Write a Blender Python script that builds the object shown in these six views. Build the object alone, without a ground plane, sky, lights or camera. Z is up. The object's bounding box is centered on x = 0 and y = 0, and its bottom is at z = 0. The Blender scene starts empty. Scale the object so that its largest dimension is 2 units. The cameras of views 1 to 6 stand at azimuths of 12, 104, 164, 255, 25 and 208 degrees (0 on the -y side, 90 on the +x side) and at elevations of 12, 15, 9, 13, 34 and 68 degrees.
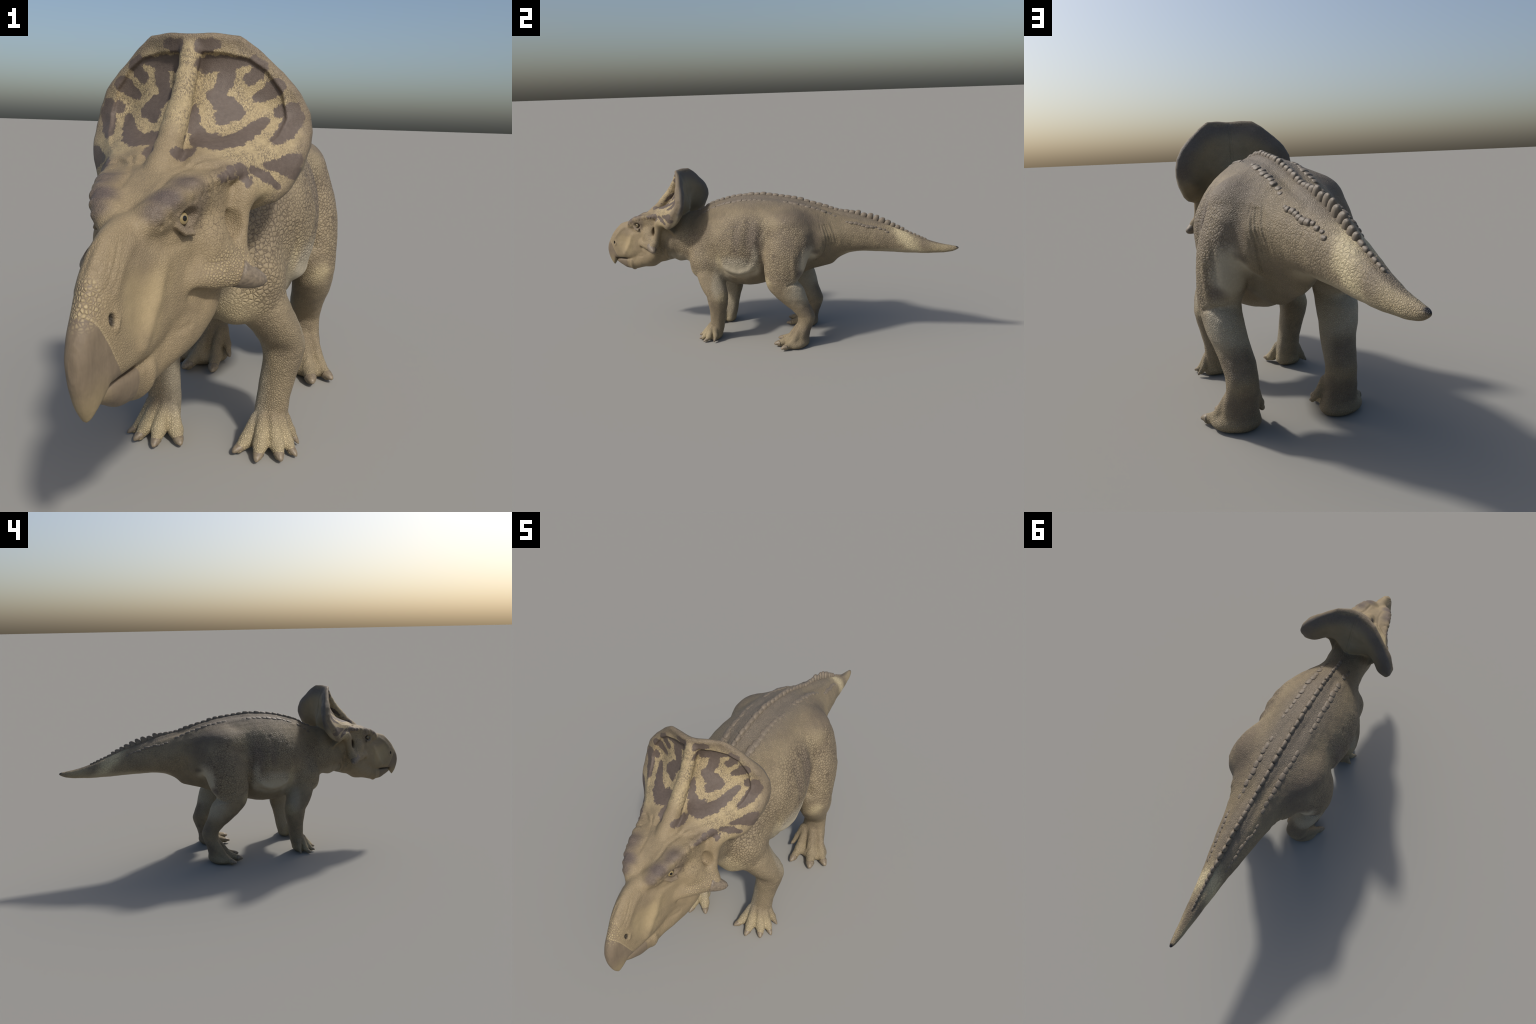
# A frilled, beaked, four-legged dinosaur: one smooth skin (implicit body made of
# lofted profiles, round cones and a curved frill sheet), separated into named
# anatomical parts, plus horns, claws, eyes and rows of back scutes.
import bpy, bmesh, math, random
import numpy as np
from mathutils import Vector, Matrix
from mathutils.bvhtree import BVHTree

VOX = 0.0025
rng = random.Random(11)

# ----------------------------------------------------------------- helpers
def pchip(xs, ys):
    """monotone cubic through profile knots; returns f(array)"""
    xs = np.asarray(xs, float); ys = np.asarray(ys, float)
    h = np.diff(xs); d = np.diff(ys) / h
    m = np.zeros_like(ys)
    for i in range(1, len(xs) - 1):
        if d[i-1] * d[i] > 0:
            w1 = 2*h[i] + h[i-1]; w2 = h[i] + 2*h[i-1]
            m[i] = (w1 + w2) / (w1/d[i-1] + w2/d[i])
    m[0], m[-1] = d[0], d[-1]
    def f(x):
        x = np.clip(x, xs[0], xs[-1])
        i = np.clip(np.searchsorted(xs, x, side='right') - 1, 0, len(xs) - 2)
        t = (x - xs[i]) / h[i]
        a, b = ys[i], ys[i+1]
        return (a*(1+2*t)*(1-t)**2 + m[i]*h[i]*t*(1-t)**2 + b*t*t*(3-2*t) + m[i+1]*h[i]*t*t*(t-1)).astype(np.float32)
    return f

def columns(rows):
    cols = list(zip(*rows)); return [pchip(cols[0], c) for c in cols[1:]]

def smin(a, b, k):
    if k <= 0: return np.minimum(a, b)
    h = np.maximum(k - np.abs(a - b), 0) / k
    return np.minimum(a, b) - h*h*(k*0.25)

def smax(a, b, k): return -smin(-a, -b, k)

def ss(a, b, x):
    t = np.clip((x - a) / (b - a), 0, 1); return t*t*(3 - 2*t)

def round_cone(p0, r0, p1, r1):
    p0 = np.array(p0, np.float32); p1 = np.array(p1, np.float32); ax = p1 - p0; L2 = float(ax @ ax)
    def f(x, y, z):
        dx, dy, dz = x - p0[0], y - p0[1], z - p0[2]
        t = np.clip((dx*ax[0] + dy*ax[1] + dz*ax[2]) / L2, 0, 1)
        return np.sqrt((dx - t*ax[0])**2 + (dy - t*ax[1])**2 + (dz - t*ax[2])**2) - (r0 + (r1 - r0)*t)
    lo = np.minimum(p0 - r0, p1 - r1); hi = np.maximum(p0 + r0, p1 + r1)
    return f, lo, hi

def ellipsoid(c, r, rot_x=0.0, rot_z=0.0):
    c = np.array(c, np.float32); ca, sa = math.cos(rot_x), math.sin(rot_x); cz, sz = math.cos(rot_z), math.sin(rot_z)
    def f(x, y, z):
        dx, dy, dz = x - c[0], y - c[1], z - c[2]
        dx, dy = cz*dx + sz*dy, -sz*dx + cz*dy
        dy, dz = ca*dy + sa*dz, -sa*dy + ca*dz
        q = np.sqrt((dx/r[0])**2 + (dy/r[1])**2 + (dz/r[2])**2)
        g = np.sqrt((dx/r[0]**2)**2 + (dy/r[1]**2)**2 + (dz/r[2]**2)**2) + 1e-6
        return q*(q - 1)/g
    m = max(r); return f, c - m, c + m

def loft_y(rows):
    """body cross-sections along y: y, top, bottom, half width, widest height, exponent above, below"""
    T, B, W, M, NT, NB = columns(rows); y0, y1 = rows[0][0], rows[-1][0]
    def f(x, y, z):
        t, b, w, m, nt, nb = (g(y) for g in (T, B, W, M, NT, NB))
        up = z > m; h = np.where(up, t - m, m - b); n = np.where(up, nt, nb)
        ax = np.abs(x); az = np.abs(z - m)
        rho = ((ax/w)**n + (az/h)**n)**(1/n) + 1e-5
        rad = np.sqrt(ax*ax + az*az) + 1e-4
        d = rad - rad/rho
        dy = np.maximum(np.maximum(y0 - y, y - y1), 0)
        return np.where(dy > 0, np.sqrt(np.maximum(d, 0)**2 + dy*dy), np.maximum(d, np.minimum(np.maximum(y0-y, y-y1), 0)))
    w = max(r[3] for r in rows)
    return f, np.array([-w, y0, min(r[2] for r in rows)]), np.array([w, y1, max(r[1] for r in rows)])

def loft_z(rows, n=2.3):
    """limb cross-sections along z: z, front y, back y, inner x, outer x"""
    F, K, I, O = columns(rows); z0, z1 = rows[0][0], rows[-1][0]
    def f(x, y, z):
        a, b, i, o = F(z), K(z), I(z), O(z)
        dx = np.abs(x - (i+o)/2); dy = np.abs(y - (a+b)/2)
        rho = ((dx/((o-i)/2))**n + (dy/((b-a)/2))**n)**(1/n) + 1e-5
        rad = np.sqrt(dx*dx + dy*dy) + 1e-4
        return np.maximum(rad - rad/rho, np.maximum(z0 - z, z - z1))
    lo = [min(r[3] for r in rows), min(r[1] for r in rows), z0]; hi = [max(r[4] for r in rows), max(r[2] for r in rows), z1]
    return f, np.array(lo), np.array(hi)

def thin_plate(pts, smooth=2e-6):
    """smooth height y(x, z) through surface points, symmetric in x"""
    P = np.array(pts, float); Q = P[P[:, 0] > 1e-4] * [-1, 1, 1]; P = np.vstack([P, Q])
    def ker(r2): return r2 * np.log(r2 + 1e-9) * .5
    X = P[:, [0, 2]]; n = len(P)
    K = ker(((X[:, None] - X[None])**2).sum(-1)) + np.eye(n)*smooth
    A = np.zeros((n+3, n+3)); A[:n, :n] = K; A[:n, n:] = np.c_[np.ones(n), X]; A[n:, :n] = A[:n, n:].T
    c = np.linalg.solve(A, np.r_[P[:, 1], np.zeros(3)])
    def f(x, z):
        out = c[n] + c[n+1]*x + c[n+2]*z
        for i in range(n):
            out = out + c[i]*ker((x - X[i, 0])**2 + (z - X[i, 1])**2)
        return out.astype(np.float32)
    return f

def poly_sdf(poly):
    P = np.array(poly, float); Qn = np.roll(P, -1, 0)
    def f(u, v):
        d = np.full(np.broadcast(u, v).shape, 1e3); inside = np.zeros(d.shape, bool)
        for (ax, ay), (bx, by) in zip(P, Qn):
            ex, ey = bx - ax, by - ay
            t = np.clip(((u-ax)*ex + (v-ay)*ey) / (ex*ex + ey*ey), 0, 1)
            d = np.minimum(d, np.hypot(u - ax - t*ex, v - ay - t*ey))
            if ey != 0:
                inside ^= ((ay > v) != (by > v)) & (u < ex*(v-ay)/ey + ax)
        return np.where(inside, -d, d)
    return f

# ----------------------------------------------------------------- profiles
BODY = [  # y, top, bottom, half width, widest z, n top, n bottom
    (-.70, .600, .430, .055, .52, 2, 2), (-.63, .640, .412, .070, .52, 2, 2), (-.60, .655, .418, .074, .53, 2, 2),
    (-.575, .660, .424, .084, .54, 2.2, 2), (-.54, .686, .412, .086, .55, 2.3, 2), (-.50, .697, .418, .095, .55, 2.2, 2),
    (-.45, .705, .390, .100, .53, 1.8, 2), (-.40, .716, .355, .122, .53, 1.65, 1.9), (-.34, .747, .322, .152, .55, 1.65, 1.9),
    (-.27, .771, .305, .186, .565, 1.66, 1.9), (-.20, .789, .294, .208, .565, 1.68, 2.05), (-.13, .799, .291, .216, .565, 1.7, 2.1), (-.05, .803, .300, .208, .57, 1.74, 1.9),
    (.0, .800, .316, .193, .583, 1.8, 1.65), (.04, .796, .332, .185, .59, 1.87, 1.55), (.137, .783, .350, .176, .60, 1.9, 1.6), (.23, .761, .390, .160, .605, 1.85, 1.4),
    (.30, .740, .411, .140, .608, 1.8, 1.3), (.34, .729, .425, .122, .607, 1.8, 1.3), (.375, .722, .458, .110, .606, 1.75, 1.5), (.41, .716, .480, .100, .604, 1.75, 1.8),
    (.463, .705, .498, .090, .600, 1.75, 2.0), (.538, .680, .504, .077, .588, 1.8, 2.2), (.60, .661, .503, .066, .575, 1.85, 2.2), (.65, .642, .502, .056, .567, 1.9, 2.2),
    (.742, .608, .499, .043, .548, 2, 2.2), (.82, .577, .499, .033, .535, 2, 2.2), (.917, .550, .503, .021, .525, 2, 2),
    (.965, .542, .512, .0135, .526, 2, 2), (.988, .539, .521, .009, .530, 2, 2), (.998, .535, .527, .004, .531, 2, 2)]

HEAD = [  # skull with the upper beak
    (-.9985, .480, .445, .006, .462, 2, 2), (-.994, .500, .428, .013, .465, 2, 2), (-.985, .522, .402, .018, .475, 2, 2.0), (-.975, .540, .383, .021, .48, 2, 2.0),
    (-.968, .551, .3755, .0235, .48, 2, 2.0), (-.960, .564, .386, .026, .48, 2, 2.4), (-.950, .577, .405, .030, .48, 2, 3), (-.940, .589, .4195, .033, .48, 2, 3.5),
    (-.920, .611, .4215, .038, .49, 2, 4), (-.890, .631, .4215, .044, .49, 2, 4), (-.858, .638, .421, .049, .49, 2.1, 4),
    (-.82, .644, .421, .056, .50, 2.4, 3), (-.78, .670, .43, .067, .53, 2.9, 3), (-.745, .687, .44, .079, .54, 3.3, 3),
    (-.71, .699, .45, .094, .55, 3.5, 3), (-.67, .706, .46, .108, .56, 3.5, 3), (-.63, .708, .47, .112, .58, 3.4, 2.6),
    (-.595, .700, .52, .110, .61, 3, 2.4), (-.56, .690, .56, .090, .63, 2.5, 2.2)]

JAW = [
    (-.950, .407, .401, .004, .404, 2, 2), (-.940, .415, .393, .013, .406, 2, 2), (-.917, .4205, .377, .024, .405, 3, 2.0), (-.878, .425, .358, .034, .402, 3, 2.0),
    (-.837, .435, .353, .041, .400, 3, 2.0), (-.80, .45, .360, .052, .41, 2.5, 2.0), (-.763, .48, .369, .070, .43, 2.2, 2.1),
    (-.713, .52, .374, .088, .45, 2, 2.1), (-.662, .54, .402, .100, .48, 2, 2.1), (-.63, .54, .415, .088, .49, 2, 1.9), (-.60, .54, .43, .080, .49, 2, 2)]

FORE = [  # z, front, back, inner, outer
    (.000, -.325, -.290, .108, .178), (.015, -.338, -.276, .099, .183), (.035, -.340, -.266, .096, .181), (.067, -.333, -.256, .097, .181), (.114, -.329, -.248, .101, .183),
    (.169, -.327, -.236, .107, .195), (.222, -.332, -.223, .112, .208), (.255, -.336, -.221, .107, .213), (.292, -.361, -.228, .092, .207),
    (.33, -.384, -.242, .068, .194), (.362, -.398, -.252, .052, .180), (.40, -.410, -.260, .05, .166), (.45, -.418, -.260, .04, .162),
    (.50, -.400, -.26, .03, .150), (.56, -.37, -.26, .02, .135), (.60, -.34, -.27, .03, .10)]

HIND = [
    (.000, .165, .214, 0.111, 0.202), (.015, .145, .226, 0.102, 0.212), (.04, .144, .231, 0.100, 0.214), (.068, .150, .236, 0.102, 0.212), (.09, .163, .242, 0.105, 0.209), (.12, .174, .254, 0.103, 0.204), (.165, .172, .265, 0.105, 0.202),
    (.202, .144, .254, 0.106, 0.208), (.244, .096, .236, 0.112, 0.219), (.287, .053, .225, 0.119, 0.235), (.333, .018, .210, .122, .245),
    (.371, .008, .184, .120, .249), (.41, .001, .204, .106, .249), (.448, -.004, .220, .094, .248), (.50, -.008, .234, .07, .246), (.56, -.003, .252, .06, .238),
    (.62, .015, .258, .04, .216), (.655, .05, .242, .04, .185), (.68, .09, .20, .06, .13), (.69, .13, .17, .08, .10)]

FRILL_RIM = [(0, .938), (.045, .940), (.088, .9385), (.100, .932), (.13, .9085), (.167, .875), (.20, .838), (.219, .80), (.226, .765), (.224, .735),
             (.214, .695), (.194, .653), (.175, .634), (.155, .628), (.125, .615), (.09, .58), (0, .55)]
WINDOW = [(-.06, .716), (.040, .708), (.055, .709), (.10, .716), (.147, .729), (.170, .755), (.180, .788), (.168, .838), (.140, .874), (.105, .897), (.06, .905), (-.06, .905)]
FRONT = [  # front face of the frill: sunken windows inside a raised rim (x, y, z)
    (.102, -.516, .797), (.063, -.517, .828), (.058, -.549, .781), (.039, -.532, .824), (.054, -.512, .850), (.055, -.579, .753), (.072, -.558, .760),
    (.117, -.490, .822), (.102, -.497, .855), (.144, -.493, .784), (.05, -.672, .712), (.175, -.484, .788), (.206, -.474, .773), (.167, -.533, .739),
    (.117, -.628, .702), (.213, -.503, .723), (.203, -.521, .678), (.156, -.569, .704), (.147, -.564, .728), (.162, -.476, .872), (.083, -.506, .928), (.04, -.526, .930), (0, -.534, .928),
    (.06, -.505, .885), (.03, -.512, .885), (.0, -.535, .82), (0, -.51, .87), (.159, -.562, .640), (.1, -.60, .66), (0, -.60, .75), (.05, -.62, .66), (.21, -.466, .81), (.192, -.474, .84), (.02, -.60, .74)]
BACK = [(0, -.514, .932), (.083, -.488, .928), (.165, -.452, .872), (.205, -.430, .815), (.214, -.426, .77), (.214, -.442, .722), (.195, -.482, .66), (.165, -.525, .64),
        (0, -.492, .89), (0, -.478, .80), (0, -.465, .72), (.09, -.468, .89), (.1, -.468, .80), (.1, -.515, .70), (.16, -.433, .83), (.16, -.462, .70), (.10, -.56, .62), (0, -.53, .60)]
PARIETAL_BAR = [(-.715, .706, .018), (-.696, .719, .022), (-.668, .741, .022), (-.644, .768, .0205), (-.621, .792, .0185), (-.602, .813, .0175), (-.583, .837, .0165), (-.564, .865, .0155), (-.549, .892, .0145), (-.541, .910, .0135), (-.532, .920, .012)]

def frill():
    yf, yb, sdf, win = thin_plate(FRONT), thin_plate(BACK), poly_sdf(FRILL_RIM), poly_sdf(WINDOW)
    def f(x, y, z):
        ax = np.abs(x)
        w = win(ax, z)                                   # a raised frame stands around each sunken window
        a = yf(ax, z) - .008*ss(-.005, .002, w)*np.exp(-np.maximum(w, 0)/.020); b = np.maximum(yb(ax, z), a + .018)
        s = sdf(ax, z); s = np.where(ax < .002, np.minimum(s, sdf(ax + .004, z)), s)
        r = .011
        q1 = s + r; q2 = (np.abs(y - (a+b)/2) - (b-a)/2)*.76 + r
        return np.minimum(np.maximum(q1, q2), 0) + np.hypot(np.maximum(q1, 0), np.maximum(q2, 0)) - r
    return f, np.array([-.24, -.75, .54]), np.array([.24, -.40, .95])

# (part name, field, blend radius with what came before)
SOLIDS = []
def add(part, prim, k): SOLIDS.append((part, prim, k))

add('torso', loft_y(BODY), 0)
add('hindlimb', loft_z(HIND, 2.05), .022)
add('hindlimb', ellipsoid((.118, .125, .650), (.088, .115, .088)), .04)     # hip
add('hindlimb', ellipsoid((.098, .262, .555), (.050, .048, .070)), .05)     # inner rear thigh
add('forelimb', ellipsoid((.106, -.385, .455), (.054, .058, .068)), .035)     # shoulder muscle
add('forelimb', loft_z(FORE), .03)
add('torso', ellipsoid((.066, -.405, .392), (.05, .045, .052)), .05)       # breast
add('torso', ellipsoid((.060, -.575, .555), (.034, .065, .060)), .04)        # neck muscle behind the jaw
add('head', loft_y(HEAD), .02)
add('jaw', loft_y([r for r in JAW if r[0] < -.80]), .004)
add('jaw', loft_y([r for r in JAW if r[0] > -.85]), .022)
# cheek flange that carries the horn
add('head', round_cone((.070, -.735, .525), .026, (.137, -.652, .521), .0245), .018)
add('head', round_cone((.085, -.69, .575), .035, (.125, -.645, .535), .018), .03)
add('head', round_cone((.118, -.615, .64), .022, (.125, -.640, .535), .016), .02)
add('head', round_cone((.125, -.60, .665), .025, (.15, -.555, .665), .022), .03)
add('frill', frill(), .012)
for a, b in zip(PARIETAL_BAR, PARIETAL_BAR[1:]):
    add('frill', round_cone((0, a[0] + a[2]*.78, a[1] - a[2]*.62), a[2], (0, b[0] + b[2]*.78, b[1] - b[2]*.62), b[2]), .016)
for a, b in zip(PARIETAL_BAR[:-3], PARIETAL_BAR[1:-2]):                  # keel that joins the bar to the sheet behind it
    add('frill', round_cone((0, a[0] + a[2] + .018, a[1] - a[2]*.5), .010, (0, b[0] + b[2] + .018, b[1] - b[2]*.5), .010), .010)
# brow shelf
BROW_MASS = [(.026, -.832, .622, .016), (.033, -.808, .632, .024), (.041, -.775, .643, .030), (.049, -.74, .650, .034), (.058, -.70, .658, .034), (.07, -.65, .665, .033)]
BROW = [(.041, -.826, .634, .008), (.052, -.805, .651, .010), (.063, -.778, .664, .0115), (.073, -.745, .673, .0115), (.083, -.713, .679, .011), (.092, -.68, .685, .010), (.105, -.645, .691, .010), (.118, -.615, .696, .010)]
for a, b in zip(BROW, BROW[1:]):
    add('head', round_cone(a[:3], a[3], b[:3], b[3]), .018)
for a, b in zip(BROW_MASS, BROW_MASS[1:]):
    add('head', round_cone(a[:3], a[3], b[:3], b[3]), .016)
for i, sz in enumerate((.9, 1.15, 1.2, 1.1, 1.0, .95, .85, .8)):            # knobbly scales along the brow
    t = i/7*(len(BROW)-2.6) + .1; j = int(t); u = t - j
    p = [BROW[j][q]*(1-u) + BROW[j+1][q]*u for q in range(3)]
    add('head', ellipsoid((p[0] + .0085, p[1] - .001, p[2] - .0005), (.0085*sz, .0100*sz, .0105*sz)), .002)
for lid in ([(.060, -.790, .627), (.069, -.779, .6415), (.076, -.762, .643), (.080, -.743, .630)], [(.060, -.790, .627), (.071, -.777, .615), (.078, -.760, .612), (.080, -.743, .628)], [(.064, -.792, .622), (.075, -.776, .608), (.082, -.757, .605)]):
    for a, b in zip(lid, lid[1:]): add('head', round_cone(a, .0046, b, .0046), .0025)
# toes: root, knuckle, tip with radii
HAND = [((.108, -.322, .072), 0.0149, (.091, -.346, .025), 0.0189, (.076, -.368, .0115), 0.0123),
        ((.126, -.330, .080), 0.0149, (.129, -.366, .029), 0.0182, (.128, -.389, .0120), 0.0123),
        ((.150, -.330, .080), 0.0149, (.167, -.354, .028), 0.0182, (.176, -.373, .0120), 0.0121),
        ((.168, -.318, .074), 0.0143, (.189, -.331, .025), 0.0156, (.202, -.343, .0105), 0.0105),
        ((.176, -.296, .068), 0.0138, (.189, -.292, .034), 0.0138, (.201, -.294, .0175), 0.0088)]
FOOT = [((0.127, .188, .115), .0150, (0.121, .130, .032), .0185, (0.116, .080, .0160), .0155),
        ((0.155, .184, .120), .0160, (0.182, .121, .034), .0210, (0.198, .075, .0180), .0175),
        ((0.187, .192, .110), .0160, (0.217, .150, .032), .0200, (0.244, .119, .0165), .0160)]
DEW = [((0.111, .190, .110), .016, (0.093, .170, .065), .0125, (0.082, .150, .038), .0080)]
for part, toes in (('forefoot', HAND), ('hindfoot', FOOT), ('hindfoot', DEW)):
    for p0, r0, p1, r1, p2, r2 in toes:
        kk = .012 if part == 'hindfoot' else .008
        add(part, round_cone(p0, r0, p1, r1), kk); add(part, round_cone(p1, r1, p2, r2), kk*.6)
add('hindfoot', ellipsoid((.157, .182, .022), (.060, .050, .026)), .018)   # heel pad
add('hindfoot', ellipsoid((.170, .160, .022), (.052, .050, .024)), .02)
add('hindfoot', ellipsoid((.195, .160, .017), (.046, .046, .021)), .015)
add('forefoot', ellipsoid((.140, -.305, .020), (.044, .036, .022)), .012)

# hollows
CUTS = [(ellipsoid((.118, -.648, .607), (.028, .0135, .024)), .008),          # ear opening
        (ellipsoid((.0385, -.9425, .516), (.016, .0062, .0115)), .003),        # nostril
        (ellipsoid((.084, -.766, .630), (.021, .023, .0175)), .007)]          # eye socket
def mouth_slit(x, y, z):
    zc = .4205 + .006*ss(-.93, -.955, y)
    return np.maximum(np.maximum(np.abs(z - zc) - .0026*ss(-.856, -.875, y), y + .857), -.946 - y)
CUTS.append(((mouth_slit, np.array([-.06, -.945, .41]), np.array([.06, -.85, .43])), .001))

# ----------------------------------------------------------------- field
def field(x, y, z, box=None):
    """distance-like field; box=(lo,hi) skips solids that are too far away"""
    d = None
    for part, (f, lo, hi), k in SOLIDS:
        pad = .05
        if box is not None and d is not None and (np.any(lo - pad > box[1]) or np.any(hi + pad < box[0])): continue
        if d is None: d = f(x, y, z); continue
        if box is None or d.ndim < 3: d = smin(d, f(x, y, z), k); continue
        sl = []
        for c_, l, h in zip((x, y, z), lo, hi):
            c1 = c_.ravel(); i0, i1 = np.searchsorted(c1, [l - pad, h + pad]); sl.append(slice(i0, i1))
        if any(s.start >= s.stop for s in sl): continue
        sx, sy, sz = sl
        sub = d[sx, sy, sz]
        d[sx, sy, sz] = smin(sub, f(x[sx], y[:, sy], z[:, :, sz]), k)
    for (f, lo, hi), k in CUTS:
        if box is not None and (np.any(lo - .02 > box[1]) or np.any(hi + .02 < box[0])): continue
        if d.ndim == 3:
            sl = []
            for c_, l, h in zip((x, y, z), lo, hi):
                i0, i1 = np.searchsorted(c_.ravel(), [l - .02, h + .02]); sl.append(slice(i0, i1))
            if any(s.start >= s.stop for s in sl): continue
            sx, sy, sz = sl
            d[sx, sy, sz] = smax(d[sx, sy, sz], -f(x[sx], y[:, sy], z[:, :, sz]), k)
        else:
            d = smax(d, -f(x, y, z), k)
    return np.maximum(d, -z + .0005)

def surface_nets(h):
    nx = int(.27/h); xs = ((np.arange(nx) + .5)*h).astype(np.float32)
    ys = np.arange(-1.03, 1.03, h, dtype=np.float32); zs = np.arange(-2.5*h, .97, h, dtype=np.float32)
    F = np.empty((nx, len(ys), len(zs)), np.float32); CH = 40
    for j in range(0, len(ys), CH):
        yc = ys[j:j+CH]
        F[:, j:j+CH] = field(xs[:, None, None], yc[None, :, None], zs[None, None, :],
                             (np.array([0, yc[0], 0]), np.array([.27, yc[-1], 1])))
    F = np.concatenate([F[::-1], F], 0); X = np.concatenate([-xs[::-1], xs])
    S = F < 0
    n0, n1, n2 = (s - 1 for s in F.shape)
    cnt = np.zeros((n0, n1, n2), np.uint8)
    for a in (0, 1):
        for b in (0, 1):
            for c in (0, 1): cnt += S[a:a+n0, b:b+n1, c:c+n2]
    act = np.argwhere((cnt > 0) & (cnt < 8)); del cnt
    idx = np.full((n0, n1, n2), -1, np.int32); idx[tuple(act.T)] = np.arange(len(act))
    corner = {}
    for a in (0, 1):
        for b in (0, 1):
            for c in (0, 1): corner[a, b, c] = F[act[:, 0]+a, act[:, 1]+b, act[:, 2]+c].astype(np.float64)
    acc = np.zeros((len(act), 3)); num = np.zeros(len(act))
    for p in corner:
        for ax in range(3):
            if p[ax]: continue
            q = list(p); q[ax] = 1; u, v = corner[p], corner[tuple(q)]
            cr = (u < 0) != (v < 0); t = np.where(cr, u/np.where(cr, u - v, 1), 0)
            pos = np.tile(np.array(p, float), (len(act), 1)); pos[:, ax] = t
            acc += pos*cr[:, None]; num += cr
    org = np.array([X[0], ys[0], zs[0]])
    V = org + (act + acc/num[:, None])*h
    quads = []
    for ax in range(3):
        b, c = [(1, 2), (2, 0), (0, 1)][ax]
        s0 = [slice(None)]*3; s1 = [slice(None)]*3; s0[ax] = slice(0, -1); s1[ax] = slice(1, None)
        for o in (b, c):
            s0[o] = slice(1, -1); s1[o] = slice(1, -1)
        A, Bq = S[tuple(s0)], S[tuple(s1)]
        e = np.argwhere(A != Bq); inside = A[tuple(e.T)]
        e[:, b] += 1; e[:, c] += 1
        def g(db, dc):
            k = e.copy(); k[:, b] -= db; k[:, c] -= dc; return idx[tuple(k.T)]
        q = np.stack([g(1, 1), g(0, 1), g(0, 0), g(1, 0)], 1)
        q[~inside] = q[~inside][:, ::-1]; quads.append(q)
    return V, np.concatenate(quads)

def relax(V, Q, times, w):
    n = len(V); E = np.concatenate([Q[:, [0, 1]], Q[:, [1, 2]], Q[:, [2, 3]], Q[:, [3, 0]]]); E = np.concatenate([E, E[:, ::-1]])
    deg = np.bincount(E[:, 0], minlength=n)
    for i in range(times):
        m = np.stack([np.bincount(E[:, 0], V[E[:, 1], k], n) for k in range(3)], 1)/deg[:, None]
        ww = w if np.isscalar(w) else w[:, None]
        V = V + ww*(m - V)
    return V

def vnormals(V, Q):
    d1 = V[Q[:, 2]] - V[Q[:, 0]]; d2 = V[Q[:, 3]] - V[Q[:, 1]]; fn = np.cross(d1, d2)
    N = np.zeros_like(V)
    for i in range(4):
        for k in range(3): N[:, k] += np.bincount(Q[:, i], fn[:, k], len(V))
    return N/(np.linalg.norm(N, axis=1, keepdims=True) + 1e-12)

V, Q = surface_nets(VOX)
V = relax(V, Q, 2, .4)
N = vnormals(V, Q)

# ----------------------------------------------------------------- sculpting on the skin
def path_dist(P, path):
    d = np.full(len(P), 9.0)
    for a, b in zip(path, path[1:]):
        a = np.array(a); e = np.array(b) - a
        t = np.clip(((P - a) @ e)/(e @ e), 0, 1); d = np.minimum(d, np.linalg.norm(P - a - t[:, None]*e, axis=1))
    return d

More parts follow.
